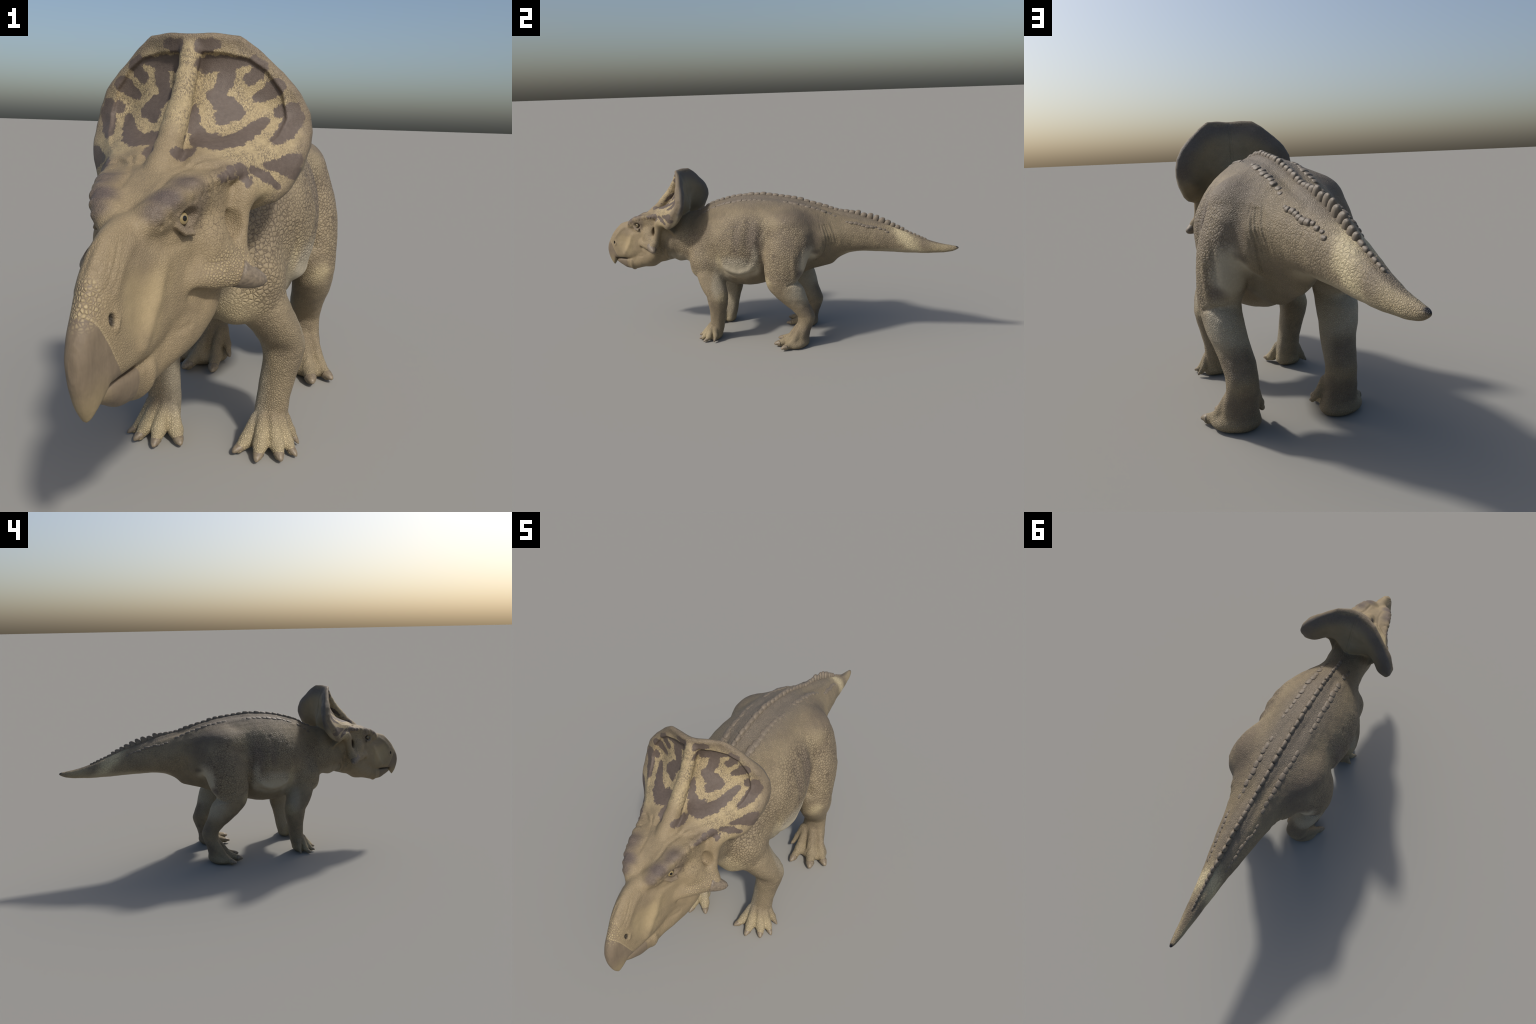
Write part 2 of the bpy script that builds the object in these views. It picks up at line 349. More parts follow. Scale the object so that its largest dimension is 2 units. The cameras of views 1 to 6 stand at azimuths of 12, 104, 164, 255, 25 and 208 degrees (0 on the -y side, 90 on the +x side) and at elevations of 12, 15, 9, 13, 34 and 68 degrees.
def sculpt(V, N):
    A = V*[1, 1, 1]; A[:, 0] = np.abs(A[:, 0])
    out = np.zeros(len(V))
    def bump(c, r, amt):
        nonlocal out
        q = ((A - c)/np.array(r)); out += amt*np.exp(-(q*q).sum(1))
    def groove(path, width, amt):
        nonlocal out
        d = path_dist(A, path); out += amt*np.exp(-(d/width)**2)
    # face
    bump((.045, -.882, .525), (.03, .038, .052), -.009)
    groove([(.030, -.868, .612), (.034, -.905, .585), (.033, -.932, .550)], .010, .003)
    groove([(.046, -.935, .53), (.040, -.930, .515), (.036, -.936, .500)], .004, .002)
    groove([(.058, -.815, .565), (.054, -.840, .51), (.044, -.872, .455)], .013, .005)
    groove([(.083, -.748, .500), (.10, -.71, .488), (.125, -.665, .492)], .012, -.013)
    groove([(.030, -.935, .525), (.036, -.93, .515), (.033, -.937, .503)], .004, .0018)
    groove([(.044, -.812, .640), (.032, -.78, .672), (.035, -.73, .697), (.06, -.665, .712)], .006, -.0035)
    groove([(.066, -.785, .622), (.074, -.765, .612), (.083, -.745, .618)], .005, .002)
    groove([(.037, -.862, .419), (.050, -.83, .428), (.062, -.79, .445), (.075, -.75, .45)], .006, -.003)
    bump((.04, -.838, .392), (.02, .022, .025), .003)
    for j in range(10):                                                   # creases between the brow scales
        t = j/9*(len(BROW)-2.4); i0 = int(t); u = t - i0
        p = np.array([BROW[i0][q]*(1-u) + BROW[i0+1][q]*u for q in range(3)])
        groove([tuple(p + (.014, .002, -.012)), tuple(p + (.010, 0, .006)), tuple(p + (-.006, .004, .013))], .0032, -.0028)
    along = A[:, 1]*.77 - A[:, 2]*.64
    out += .0011*np.sin(along*2*np.pi/.0085 + 9*A[:, 0]*40*A[:, 0])*np.exp(-((A[:, 0]/.030)**2 + ((A[:, 1] + .932)/.040)**2 + ((A[:, 2] - .600)/.045)**2)**2)
    groove([(.105, -.612, .60), (.095, -.612, .54), (.082, -.618, .475)], .012, -.009)
    groove([(.088, -.752, .585), (.098, -.735, .560), (.100, -.72, .535)], .008, -.0025)
    groove([(.050, -.835, .600), (.062, -.80, .588), (.074, -.775, .592)], .009, -.003)
    # neck folds
    for yy, am in ((-.622, -.004), (-.592, -.0045), (-.555, -.003)):
        groove([(.09, yy, .60), (.085, yy + .004, .52), (.07, yy + .012, .46), (.03, yy + .014, .425)], .007, am)
    # flank fold and the fold in front of the thigh
    groove([(.19, -.262, .44), (.19, -.20, .405), (.185, -.14, .400), (.19, -.09, .416), (.20, -.045, .455), (.21, -.02, .50)], .018, .009)
    groove([(.18, -.26, .405), (.17, -.19, .375), (.165, -.12, .375), (.17, -.05, .40)], .016, -.008)
    groove([(.20, .0, .66), (.218, -.012, .60), (.22, -.018, .52), (.20, -.014, .45)], .0145, -.027)
    bump((.218, -.075, .61), (.05, .028, .06), -.007); bump((.21, -.155, .63), (.05, .018, .05), -.005)
    bump((.165, .03, .715), (.045, .045, .03), .006); bump((.18, .285, .62), (.05, .028, .07), -.009)
    bump((.23, .10, .47), (.05, .05, .09), .004)
    # shoulder and elbow
    groove([(.19, -.285, .54), (.19, -.265, .48), (.175, -.245, .42), (.15, -.24, .37)], .013, -.007)
    groove([(.15, -.36, .318), (.17, -.335, .295), (.20, -.30, .285)], .009, -.004)
    bump((.175, -.35, .41), (.05, .05, .06), .005)
    # ribs
    for yy in (-.20, -.135, -.075):
        groove([(.18, yy, .68), (.215, yy - .01, .60), (.21, yy - .015, .54)], .022, -.0025)
    # hamstring, knee pit, shin
    groove([(.23, .215, .56), (.215, .21, .48), (.19, .185, .40)], .012, -.006)
    groove([(.24, .17, .52), (.235, .17, .45), (.22, .165, .39)], .014, .004)
    groove([(.13, .185, .378), (.17, .19, .374), (.215, .175, .372), (.24, .14, .36)], .008, -.006)
    groove([(.165, .14, .12), (.172, .12, .07), (.16, .105, .04)], .007, -.003)
    groove([(.135, .16, .12), (.14, .13, .07), (.145, .11, .04)], .007, -.003)
    # wrinkles between thigh and tail root
    wr = random.Random(9)
    for i in range(6):
        a = i*.0145 + wr.uniform(-.003, .003); up = wr.uniform(-.015, .02)
        groove([(.125 - a*.3, .292 + a*.8, .675 + up), (.135 - a*.3, .305 + a, .62), (.13 - a*.4, .312 + a*1.05, .57), (.115 - a*.3, .300 + a, .52), (.09, .270 + a*.8, .465)], .0058, -.0042*wr.uniform(.6, 1.2))
    for zz in (.378, .362, .346):                                        # wrinkled knee and elbow
        groove([(.215, -.002, zz + .006), (.245, .035, zz), (.252, .08, zz + .004)], .0045, -.0028)
    wr = random.Random(5)
    for i in range(14):
        bump((.195 + wr.uniform(-.012, .016), -.226 + wr.uniform(-.006, .006), .262 + wr.uniform(-.03, .035)), (.006, .006, .0045), .0032)
    for zz in (.318, .298, .236, .205, .108, .096):
        groove([(.11, -.345, zz), (.16, -.352, zz - .006), (.205, -.31, zz)], .004, -.0016)
    for i in range(9):                                                    # soft creases of the neck skin
        yy = -.58 + i*.018
        groove([(.095, yy, .62), (.09, yy - .004 + wr.uniform(-.004, .004), .54), (.075, yy + wr.uniform(-.004, .004), .47)], .0045, -.0014)
    # tail root muscles, back strips
    groove([(.035, -.30, .76), (.035, .0, .79), (.033, .30, .735), (.03, .5, .67)], .014, -.0065)
    groove([(.066, -.30, .73), (.068, .0, .772), (.060, .30, .715)], .014, .005)
    # faint overall lumpiness
    for f_, am in ((38, .0010), (90, .0006)):
        out += am*np.sin(A @ np.array([f_, f_*.3, -f_*.5]) + 1)*np.sin(A @ np.array([-f_*.4, f_, f_*.6]))*np.sin(A @ np.array([f_*.2, -f_*.5, f_]) + 2)
    return out

V = V + N*sculpt(V, N)[:, None]
V[:, 2] = np.maximum(V[:, 2], 0)
N = vnormals(V, Q)

# ----------------------------------------------------------------- which anatomical part each face belongs to
def regions(C):
    x, y, z = np.abs(C[:, 0]), C[:, 1], C[:, 2]
    best = np.full(len(C), 9.0); lab = np.zeros(len(C), np.int32); names = []
    for part, (f, lo, hi), k in SOLIDS:
        if part not in names: names.append(part)
        d = f(x.astype(np.float32), y.astype(np.float32), z.astype(np.float32))
        m = d < best; best[m] = d[m]; lab[m] = names.index(part)
    L = np.array(names, dtype=object)[lab]
    side = np.where(C[:, 0] > 0, 'left', 'right')
    out = np.empty(len(C), dtype=object)
    for i, (p, s) in enumerate(zip(L, side)):
        yy, zz = y[i], z[i]
        if p == 'torso': p = 'neck' if yy < -.40 else ('tail' if yy > .37 else 'torso')
        if p == 'neck' and yy < -.655: p = 'jaw' if zz < .5 else 'head'
        if p == 'head' and zz < beak_line(yy): p = 'upper_beak'
        if p == 'jaw' and yy < -.872: p = 'lower_beak'
        if p == 'forelimb' and zz < .05: p = 'forefoot'
        if p == 'hindlimb' and zz < .075: p = 'hindfoot'
        if p in ('forelimb', 'hindlimb', 'forefoot', 'hindfoot'): p = p + ':' + s
        out[i] = p
    return out

def beak_line(y):  # height of the scaly edge of the upper beak
    return .430 + (.532 - .430)*np.clip((-.918 - y)/(.981 - .918), 0, 1)**.75 if y < -.918 else -1

C = V[Q].mean(1)
LAB = regions(C)

# ----------------------------------------------------------------- materials
class Nodes:
    """small expression builder for shader nodes"""
    def __init__(self, name):
        self.m = bpy.data.materials.new(name); self.m.use_nodes = True
        self.t = self.m.node_tree; self.bsdf = self.t.nodes['Principled BSDF']
    def new(self, kind, **kw):
        n = self.t.nodes.new(kind)
        for k, v in kw.items(): setattr(n, k, v)
        return n
    def put(self, sock, v):
        if isinstance(v, bpy.types.NodeSocket): self.t.links.new(v, sock)
        elif isinstance(v, (tuple, list)) and sock.type == 'RGBA': sock.default_value = (*v[:3], 1)
        else: sock.default_value = v
    def math(self, op, a, b=0.0, c=0.0, clamp=False):
        n = self.new('ShaderNodeMath', operation=op, use_clamp=clamp)
        for i, v in enumerate((a, b, c)): self.put(n.inputs[i], v)
        return n.outputs[0]
    def vec(self, op, a, b=(0, 0, 0), scale=None):
        n = self.new('ShaderNodeVectorMath', operation=op)
        self.put(n.inputs[0], a)
        if len(n.inputs) > 1: self.put(n.inputs[1], b)
        if scale is not None: self.put(n.inputs['Scale'], scale)
        return n.outputs['Value' if op in ('LENGTH', 'DOT_PRODUCT', 'DISTANCE') else 'Vector']
    def smooth(self, x, lo, hi, a=0.0, b=1.0):
        n = self.new('ShaderNodeMapRange', interpolation_type='SMOOTHSTEP')
        for k, v in (('Value', x), ('From Min', lo), ('From Max', hi), ('To Min', a), ('To Max', b)): self.put(n.inputs[k], v)
        return n.outputs['Result']
    def mix(self, f, a, b, kind='MIX'):
        n = self.new('ShaderNodeMix', data_type='RGBA', blend_type=kind)
        self.put(n.inputs[0], f); self.put(n.inputs[6], a); self.put(n.inputs[7], b); return n.outputs[2]
    def noise(self, p, scale, detail=2.0, rough=.5):
        n = self.new('ShaderNodeTexNoise'); self.put(n.inputs['Vector'], p)
        n.inputs['Scale'].default_value = scale; n.inputs['Detail'].default_value = detail; n.inputs['Roughness'].default_value = rough
        return n.outputs
    def voronoi(self, p, scale, feature='DISTANCE_TO_EDGE'):
        n = self.new('ShaderNodeTexVoronoi', feature=feature); self.put(n.inputs['Vector'], p); n.inputs['Scale'].default_value = scale
        return n.outputs
    def patch(self, p, c, r, soft=.5, jit=None, amp=.4):
        """soft ellipsoidal patch around c"""
        d = self.vec('LENGTH', self.vec('DIVIDE', self.vec('SUBTRACT', p, c), r))
        if jit is not None: d = self.math('ADD', d, self.math('MULTIPLY_ADD', jit, amp, -amp/2))
        return self.smooth(d, 1 + soft, 1 - soft)
    def stroke(self, p, chain, best=None):
        """signed distance to a tapered brush stroke (x, y, z, half width), joined to best"""
        for (ax, ay, az, r0), (bx, by, bz, r1) in zip(chain, chain[1:]):
            A = Vector((ax, ay, az)); e = Vector((bx, by, bz)) - A
            d = self.vec('MULTIPLY', self.vec('SUBTRACT', p, tuple(A)), (1, .3, 1)); e = Vector((e.x, e.y*.3, e.z))
            t = self.math('MULTIPLY', self.vec('DOT_PRODUCT', d, tuple(e)), 1/e.length_squared, clamp=True)
            n = self.vec('LENGTH', self.vec('SUBTRACT', d, self.vec('SCALE', tuple(e), scale=t)))
            n = self.math('SUBTRACT', n, self.math('MULTIPLY_ADD', t, r1 - r0, r0))
            best = n if best is None else self.math('MINIMUM', best, n)
        return best

# dark brush marks of the frill and cheeks (left half; the right one mirrors it)
MARKS = [
    [(0.025, -0.512, 0.882, 0.0123), (0.044, -0.509, 0.888, 0.0122), (0.068, -0.502, 0.885, 0.0117)],
    [(0.065, -0.503, 0.877, 0.0131), (0.062, -0.508, 0.855, 0.0131), (0.055, -0.518, 0.833, 0.0115)],
    [(0.047, -0.526, 0.827, 0.0109), (0.062, -0.525, 0.814, 0.0128), (0.087, -0.523, 0.797, 0.0136)],
    [(0.076, -0.523, 0.806, 0.0142), (0.067, -0.539, 0.788, 0.0118)],
    [(0.079, -0.5, 0.888, 0.0082), (0.098, -0.496, 0.891, 0.0058)],
    [(0.114, -0.498, 0.893, 0.0073), (0.129, -0.492, 0.883, 0.0093)],
    [(0.122, -0.487, 0.872, 0.0093), (0.107, -0.494, 0.858, 0.0081)],
    [(0.157, -0.478, 0.847, 0.014), (0.138, -0.48, 0.834, 0.0111), (0.121, -0.487, 0.825, 0.0064)],
    [(0.016, -0.551, 0.799, 0.0056), (0.023, -0.571, 0.769, 0.0078), (0.037, -0.586, 0.751, 0.0123)],
    [(0.036, -0.589, 0.749, 0.013), (0.077, -0.595, 0.741, 0.012), (0.107, -0.566, 0.75, 0.0123), (0.127, -0.522, 0.769, 0.0118), (0.14, -0.495, 0.784, 0.0063)],
    [(0.039, -0.63, 0.729, 0.0052), (0.042, -0.648, 0.723, 0.0031)],
    [(0.169, -0.479, 0.802, 0.0093), (0.164, -0.48, 0.799, 0.0076)],
    [(0.187, -0.477, 0.809, 0.0102), (0.194, -0.479, 0.789, 0.0159), (0.184, -0.497, 0.767, 0.0157), (0.169, -0.526, 0.749, 0.0084)],
    [(0.158, -0.568, 0.704, 0.0038), (0.18, -0.54, 0.705, 0.0094), (0.204, -0.514, 0.712, 0.0118)],
    [(0.181, -0.541, 0.7, 0.0083), (0.204, -0.518, 0.69, 0.0112)],
    [(0.141, -0.595, 0.697, 0.0048), (0.158, -0.576, 0.685, 0.0051), (0.178, -0.549, 0.665, 0.0033)],
    [(0.122, -0.63, 0.704, 0.0046), (0.13, -0.62, 0.687, 0.0052), (0.139, -0.62, 0.673, 0.0031)],
    [(0.112, -0.656, 0.7, 0.003), (0.117, -0.652, 0.686, 0.0025)],
    [(0.106, -0.678, 0.69, 0.0032), (0.107, -0.672, 0.682, 0.0022)],
    [(0.023, -0.53, 0.914, 0.0104), (0.045, -0.523, 0.919, 0.0075)],
    [(0.023, -0.669, 0.726, 0.0066), (0.028, -0.647, 0.721, 0.0093)]]

TAN = (.262, .204, .120)

def skin(name, head):
    N_ = Nodes(name); co = N_.new('ShaderNodeTexCoord').outputs['Object']
    sep = N_.new('ShaderNodeSeparateXYZ'); N_.put(sep.inputs[0], co)
    ax = N_.math('ABSOLUTE', sep.outputs[0])
    cmb = N_.new('ShaderNodeCombineXYZ'); N_.put(cmb.inputs[0], ax); N_.put(cmb.inputs[1], sep.outputs[1]); N_.put(cmb.inputs[2], sep.outputs[2])
    P = cmb.outputs[0]; Y, Z = sep.outputs[1], sep.outputs[2]
    n_mid = N_.noise(co, 28, 3)['Fac']; n_fine = N_.noise(co, 140, 3, .6)['Fac']
    warp = N_.vec('ADD', co, N_.vec('SCALE', N_.vec('SUBTRACT', N_.noise(co, 55, 2)['Color'], (.5, .5, .5)), scale=.008))
    warp = N_.vec('ADD', warp, N_.vec('SCALE', N_.vec('SUBTRACT', N_.noise(co, 210, 1)['Color'], (.5, .5, .5)), scale=.0035))
    def patch(c, r, soft=.5, amp=.4): return N_.patch(P, c, r, soft, n_mid, amp)
    def over(col, m, c, k=1.0): return N_.mix(m if k == 1 else N_.math('MULTIPLY', m, k), col, c)
    mx = lambda a, b: N_.math('MAXIMUM', a, b)
    # ---- scales: polygonal cells, coarse on flanks and tail, fine elsewhere
    cells = N_.vec('MULTIPLY', warp, (1, .72 if not head else .9, 1)); big = N_.voronoi(cells, 104)['Distance']; small = N_.voronoi(warp, 240 if head else 200)['Distance']; tone = N_.voronoi(cells, 104, 'F1')['Color']
    col = N_.mix(n_mid, (.222, .177, .110), (.270, .217, .137))
    mott = N_.smooth(N_.noise(co, 13, 4, .6)['Fac'], .42, .68)
    col = N_.mix(N_.math('MULTIPLY', mott, .55), col, (.168, .132, .088))                       # brownish mottling
    DARK, PALE, CREAM, BACK_ = (.116, .092, .074), (.385, .340, .252), (.45, .375, .225), (.190, .158, .117)
    if not head:
        coarse = mx(mx(patch((.21, -.10, .57), (.12, .26, .19), .4), patch((.23, .12, .53), (.12, .17, .19), .4)),
                    mx(N_.math('MULTIPLY', patch((.10, .62, .57), (.12, .34, .11), .3), .62), patch((.14, -.40, .52), (.10, .16, .16), .4)))
        col = over(col, patch((0, .0, .81), (.11, .48, .09), .5), BACK_)                       # greyer strip down the back
        col = over(col, patch((0, .55, .70), (.05, .22, .06), .4), BACK_, .8)
        col = over(col, patch((.13, .17, .70), (.075, .13, .05), .6), (.128, .101, .076), .75)              # purple-brown hips
        col = over(col, patch((.20, .27, .62), (.07, .05, .09), .7), DARK, .65)
        col = over(col, patch((.22, -.05, .60), (.08, .045, .12), .7), DARK, .75)              # dark soft-edged marks over the ribs
        col = over(col, patch((.22, -.14, .60), (.07, .022, .09), .7), DARK, .5)
        col = over(col, patch((.24, .16, .60), (.06, .10, .10), .8), DARK, .3)
        col = over(col, patch((.22, .22, .48), (.06, .03, .09), .6), DARK, .45)
        col = over(col, patch((.21, .03, .68), (.07, .06, .035), .6), CREAM, .25)
        col = over(col, patch((.16, -.40, .60), (.07, .10, .08), .7), DARK, .35)
        col = over(col, patch((.20, -.15, .435), (.09, .125, .060), .45), PALE, .9)            # pale flank fold
        col = over(col, patch((.20, -.045, .46), (.07, .022, .085), .5), PALE, .75)
        col = over(col, patch((.20, -.255, .45), (.06, .022, .07), .5), CREAM, .5)
        col = over(col, patch((.07, -.42, .395), (.06, .05, .05), .5), CREAM, .5)              # breast and throat
        col = over(col, patch((.05, -.56, .43), (.07, .09, .05), .5), PALE, .45)
        col = over(col, patch((.165, .228, .475), (.075, .052, .085), .35), PALE, .85)          # bare patches behind the thigh
        col = over(col, patch((.195, .275, .525), (.06, .028, .022), .35), (.10, .078, .055), .9)
        col = over(col, patch((.22, .20, .41), (.04, .022, .028), .5), DARK, .8)
        col = over(col, patch((.16, .19, .325), (.10, .08, .075), .45), PALE, .9)              # shin
        col = over(col, patch((.16, .25, .215), (.07, .05, .04), .6), DARK, .5)
        col = over(col, patch((.15, .235, .09), (.07, .035, .05), .5), DARK, .55)
        col = over(col, patch((.24, .015, .365), (.05, .03, .03), .6), CREAM, .6)              # knee
        col = over(col, patch((.155, -.235, .35), (.06, .035, .07), .5), PALE, .55)            # elbow
        col = over(col, patch((.20, -.235, .27), (.04, .03, .03), .6), CREAM, .45)
        col = over(col, patch((.085, -.30, .19), (.045, .09, .18), .4), PALE, .7)             # inner sides of the legs
        col = over(col, patch((.090, .17, .30), (.040, .12, .14), .4), PALE, .55)
        col = over(col, patch((.19, -.27, .345), (.05, .028, .08), .5), PALE, .6)
        col = over(col, patch((.14, -.36, .03), (.09, .08, .045), .5), CREAM, .6)              # feet
        col = over(col, patch((.17, .12, .03), (.10, .08, .04), .5), CREAM, .22)
        col = over(col, patch((0, .05, .31), (.12, .25, .03), .4), PALE, .3)
        band = N_.math('ADD', Y, N_.math('MULTIPLY_ADD', Z, .75, N_.math('MULTIPLY_ADD', n_mid, .05, -.025)))
        col = over(col, N_.math('MULTIPLY', N_.smooth(band, 1.10, 1.165), N_.smooth(band, 1.235, 1.165)), (.52, .44, .27), .95)
        col = over(col, patch((0, .835, .555), (.06, .035, .04), .6), DARK, .4)
        col = over(col, N_.math('MULTIPLY', N_.smooth(Y, .80, .90), N_.smooth(Y, 1.0, .93)), CREAM, .45)
        col = over(col, N_.math('MULTIPLY', patch((0, .62, .495), (.07, .28, .045), .25, .25), N_.smooth(Y, .36, .44)), (.34, .285, .19), .95)
        col = over(col, patch((0, .90, .575), (.016, .10, .030), .4, .2), (.15, .118, .08), .85)
        col = over(col, patch((0, .998, .542), (.02, .016, .011), .3, .2), (.012, .012, .016))
        crack_k = N_.math('MULTIPLY_ADD', coarse, .55, .25)
        crack = N_.math('MULTIPLY', N_.smooth(big, .125, .0), N_.math('MULTIPLY', coarse, N_.smooth(N_.noise(co, 9, 2)['Fac'], .25, .6, .5, .95)))
        crack = mx(crack, N_.math('MULTIPLY', N_.smooth(small, .11, .0), N_.math('MULTIPLY_ADD', coarse, -.42, .55)))
        height = N_.mix(coarse, N_.math('MULTIPLY', N_.smooth(small, 0, .28), .9), N_.smooth(big, 0, .30))
        bare = mx(patch((.20, -.14, .41), (.09, .12, .045), .4), mx(patch((.17, .235, .46), (.07, .05, .09), .4), patch((0, .62, .49), (.07, .28, .05), .3)))
        crack = N_.math('MULTIPLY', crack, N_.math('MULTIPLY_ADD', bare, -.9, 1))
        dist = N_.math('MULTIPLY', N_.math('MULTIPLY_ADD', bare, -.75, 1), .0017)
    else:
        fr = N_.math('SUBTRACT', N_.math('MULTIPLY_ADD', Y, .9, Z), .165)                       # how far up the frill
        on = N_.smooth(N_.math('ADD', N_.math('ADD', fr, N_.math('MULTIPLY', ax, .55)), N_.math('MULTIPLY_ADD', n_mid, .03, -.015)), .0, .065)
        face = N_.mix(n_mid, (.215, .165, .097), (.262, .205, .122))
        face = N_.mix(N_.math('MULTIPLY', mott, .35), face, (.165, .128, .082))
        col = over(face, on, N_.mix(n_fine, (.275, .215, .120), (.42, .338, .195)))
        # fine dark speckle between the pale frill scales
        sp = N_.voronoi(N_.vec('MULTIPLY', warp, (1, 1, .7)), 300)['Distance']
        fleck = N_.noise(N_.vec('MULTIPLY', co, (1.25, 1, .62)), 300, 2, .6)['Fac']
        fleck = N_.math('MULTIPLY', N_.smooth(N_.math('MULTIPLY_ADD', sp, -.35, fleck), .40, .56), N_.smooth(n_mid, .32, .62))
        ring = N_.vec('LENGTH', N_.vec('DIVIDE', N_.vec('SUBTRACT', P, (0, 0, .745)), (.228, 10, .197)))
        ring = N_.math('MULTIPLY', N_.smooth(ring, .80, 1.0), on)
        col = over(col, ring, (.140, .110, .080), .78)
        col = over(col, N_.math('MULTIPLY', fleck, on), (.118, .092, .066), .75)
        jag = N_.vec('ADD', P, N_.vec('ADD', N_.vec('SCALE', N_.vec('SUBTRACT', N_.noise(P, 75, 1)['Color'], (.5, .5, .5)), scale=.013),
                                     N_.vec('SCALE', N_.vec('SUBTRACT', N_.noise(N_.vec('MULTIPLY', P, (1, 1, .6)), 330, 1)['Color'], (.5, .5, .5)), scale=.007)))
        d = None
        for ch in MARKS: d = N_.stroke(jag, ch, d)
        brown = N_.mix(n_fine, (.078, .059, .048), (.118, .092, .075))
        mark = N_.smooth(d, .0043, .0018)
        # soft dusky brow, temple and eye surround
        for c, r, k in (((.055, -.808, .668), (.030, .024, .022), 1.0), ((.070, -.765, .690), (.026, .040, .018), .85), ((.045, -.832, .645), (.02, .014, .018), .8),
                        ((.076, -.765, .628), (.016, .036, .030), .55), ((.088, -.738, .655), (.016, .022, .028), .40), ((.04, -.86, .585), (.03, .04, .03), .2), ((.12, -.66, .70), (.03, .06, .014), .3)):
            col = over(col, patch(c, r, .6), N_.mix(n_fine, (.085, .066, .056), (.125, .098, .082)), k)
        for c, r, k in (((.045, -.885, .525), (.03, .034, .048), .5), ((.055, -.845, .505), (.03, .025, .045), .5), ((.062, -.825, .545), (.03, .03, .03), .35)):
            col = over(col, patch(c, r, .5), (.345, .270, .150), k)
        # back of the frill: olive with a dark soft-edged rim band
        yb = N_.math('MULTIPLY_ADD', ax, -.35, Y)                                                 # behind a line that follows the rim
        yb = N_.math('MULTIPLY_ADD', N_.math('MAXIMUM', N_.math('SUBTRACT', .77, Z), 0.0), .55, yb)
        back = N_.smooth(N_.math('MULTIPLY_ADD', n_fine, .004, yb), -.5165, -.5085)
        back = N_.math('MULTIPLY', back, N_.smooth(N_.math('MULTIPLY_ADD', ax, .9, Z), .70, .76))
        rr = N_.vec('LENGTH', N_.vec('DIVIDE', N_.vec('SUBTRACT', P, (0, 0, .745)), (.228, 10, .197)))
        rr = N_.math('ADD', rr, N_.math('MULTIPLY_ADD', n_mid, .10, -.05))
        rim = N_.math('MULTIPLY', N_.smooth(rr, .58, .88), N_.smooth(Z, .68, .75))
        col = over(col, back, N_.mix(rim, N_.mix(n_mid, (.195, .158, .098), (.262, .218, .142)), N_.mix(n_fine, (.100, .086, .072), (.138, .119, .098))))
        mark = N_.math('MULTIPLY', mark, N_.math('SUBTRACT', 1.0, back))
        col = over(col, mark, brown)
        # horny beak, bounded by a curve from the nose down and back along the lip
        edge = N_.math('MULTIPLY_ADD', N_.smooth(Y, -.915, -.985), .10, .4285)
        keratin = N_.math('MULTIPLY', N_.smooth(N_.math('SUBTRACT', Z, N_.math('ADD', edge, N_.math('MULTIPLY_ADD', n_fine, .006, -.003))), .0012, -.0012), N_.smooth(Y, -.866, -.871))
        streak = N_.noise(N_.vec('MULTIPLY', co, (1, 1, .18)), 190, 3)['Fac']
        horn = N_.mix(streak, (.125, .097, .067), (.180, .140, .094))
        horn = over(horn, N_.patch(P, (0, -.965, .385), (.04, .03, .05), .7), (.27, .212, .115), .7)
        col = over(col, keratin, horn)
        rimscale = N_.smooth(N_.math('ABSOLUTE', N_.math('SUBTRACT', N_.math('SUBTRACT', Z, edge), .004)), .004, .001)
        rimscale = N_.math('MULTIPLY', rimscale, N_.smooth(Y, -.93, -.945))
        col = over(col, rimscale, CREAM, .22)
        # pebbles: snout tip and cheek
        peb = mx(patch((0, -.975, .548), (.026, .035, .035), .4), patch((.125, -.685, .535), (.05, .06, .045), .5))
        cell = N_.voronoi(co, 185)['Distance']
        col = over(col, N_.math('MULTIPLY', peb, N_.smooth(cell, .06, .34)), (.37, .30, .17), .65)
        col = over(col, N_.math('MULTIPLY', peb, N_.smooth(cell, .08, .0)), (.105, .082, .068), .7)
        col = over(col, N_.patch(P, (.028, -.9425, .516), (.009, .0055, .0095), .3), (.02, .016, .012), .95)  # painted blackness deepens the shadow inside the nostril
        col = over(col, N_.patch(P, (.100, -.650, .610), (.010, .010, .018), .4), (.05, .038, .028), .8)        # darker inside of the ear opening
        crack = N_.math('MULTIPLY', N_.smooth(small, .10, .0), N_.math('MULTIPLY', N_.math('SUBTRACT', 1, keratin), .20))
        temple = mx(patch((.095, -.70, .64), (.04, .05, .06), .4), patch((.10, -.64, .53), (.05, .06, .07), .4))
        crack = mx(crack, N_.math('MULTIPLY', N_.smooth(big, .06, .01), N_.math('MULTIPLY', temple, .75)))
        pit = mx(patch((.048, -.875, .52), (.04, .05, .06), .3), mark)
        crack = N_.math('MULTIPLY', crack, N_.math('MULTIPLY_ADD', pit, -.8, 1))
        h0 = N_.mix(on, N_.smooth(small, 0, .28), N_.smooth(sp, 0, .25))
        h0 = N_.mix(peb, N_.math('MULTIPLY', h0, .42), N_.smooth(cell, 0, .35))
        along = N_.math('MULTIPLY_ADD', Y, .75, N_.math('MULTIPLY', Z, -.65))                    # bands across the bridge of the nose
        wave = N_.math('SINE', N_.math('MULTIPLY_ADD', n_mid, 3.0, N_.math('MULTIPLY', along, 560)))
        bands = N_.math('MULTIPLY', patch((0, -.935, .592), (.034, .050, .045), .35), N_.math('MULTIPLY_ADD', wave, .5, .5))
        h0 = N_.math('ADD', h0, N_.math('MULTIPLY', bands, .9))
        height = N_.mix(keratin, h0, N_.math('MULTIPLY', streak, .5))
        dist = N_.math('MULTIPLY', N_.math('MULTIPLY_ADD', pit, -.7, 1), .0013)
    col = N_.mix(N_.math('MULTIPLY', tone, .5), col, N_.vec('SCALE', col, scale=1.12))
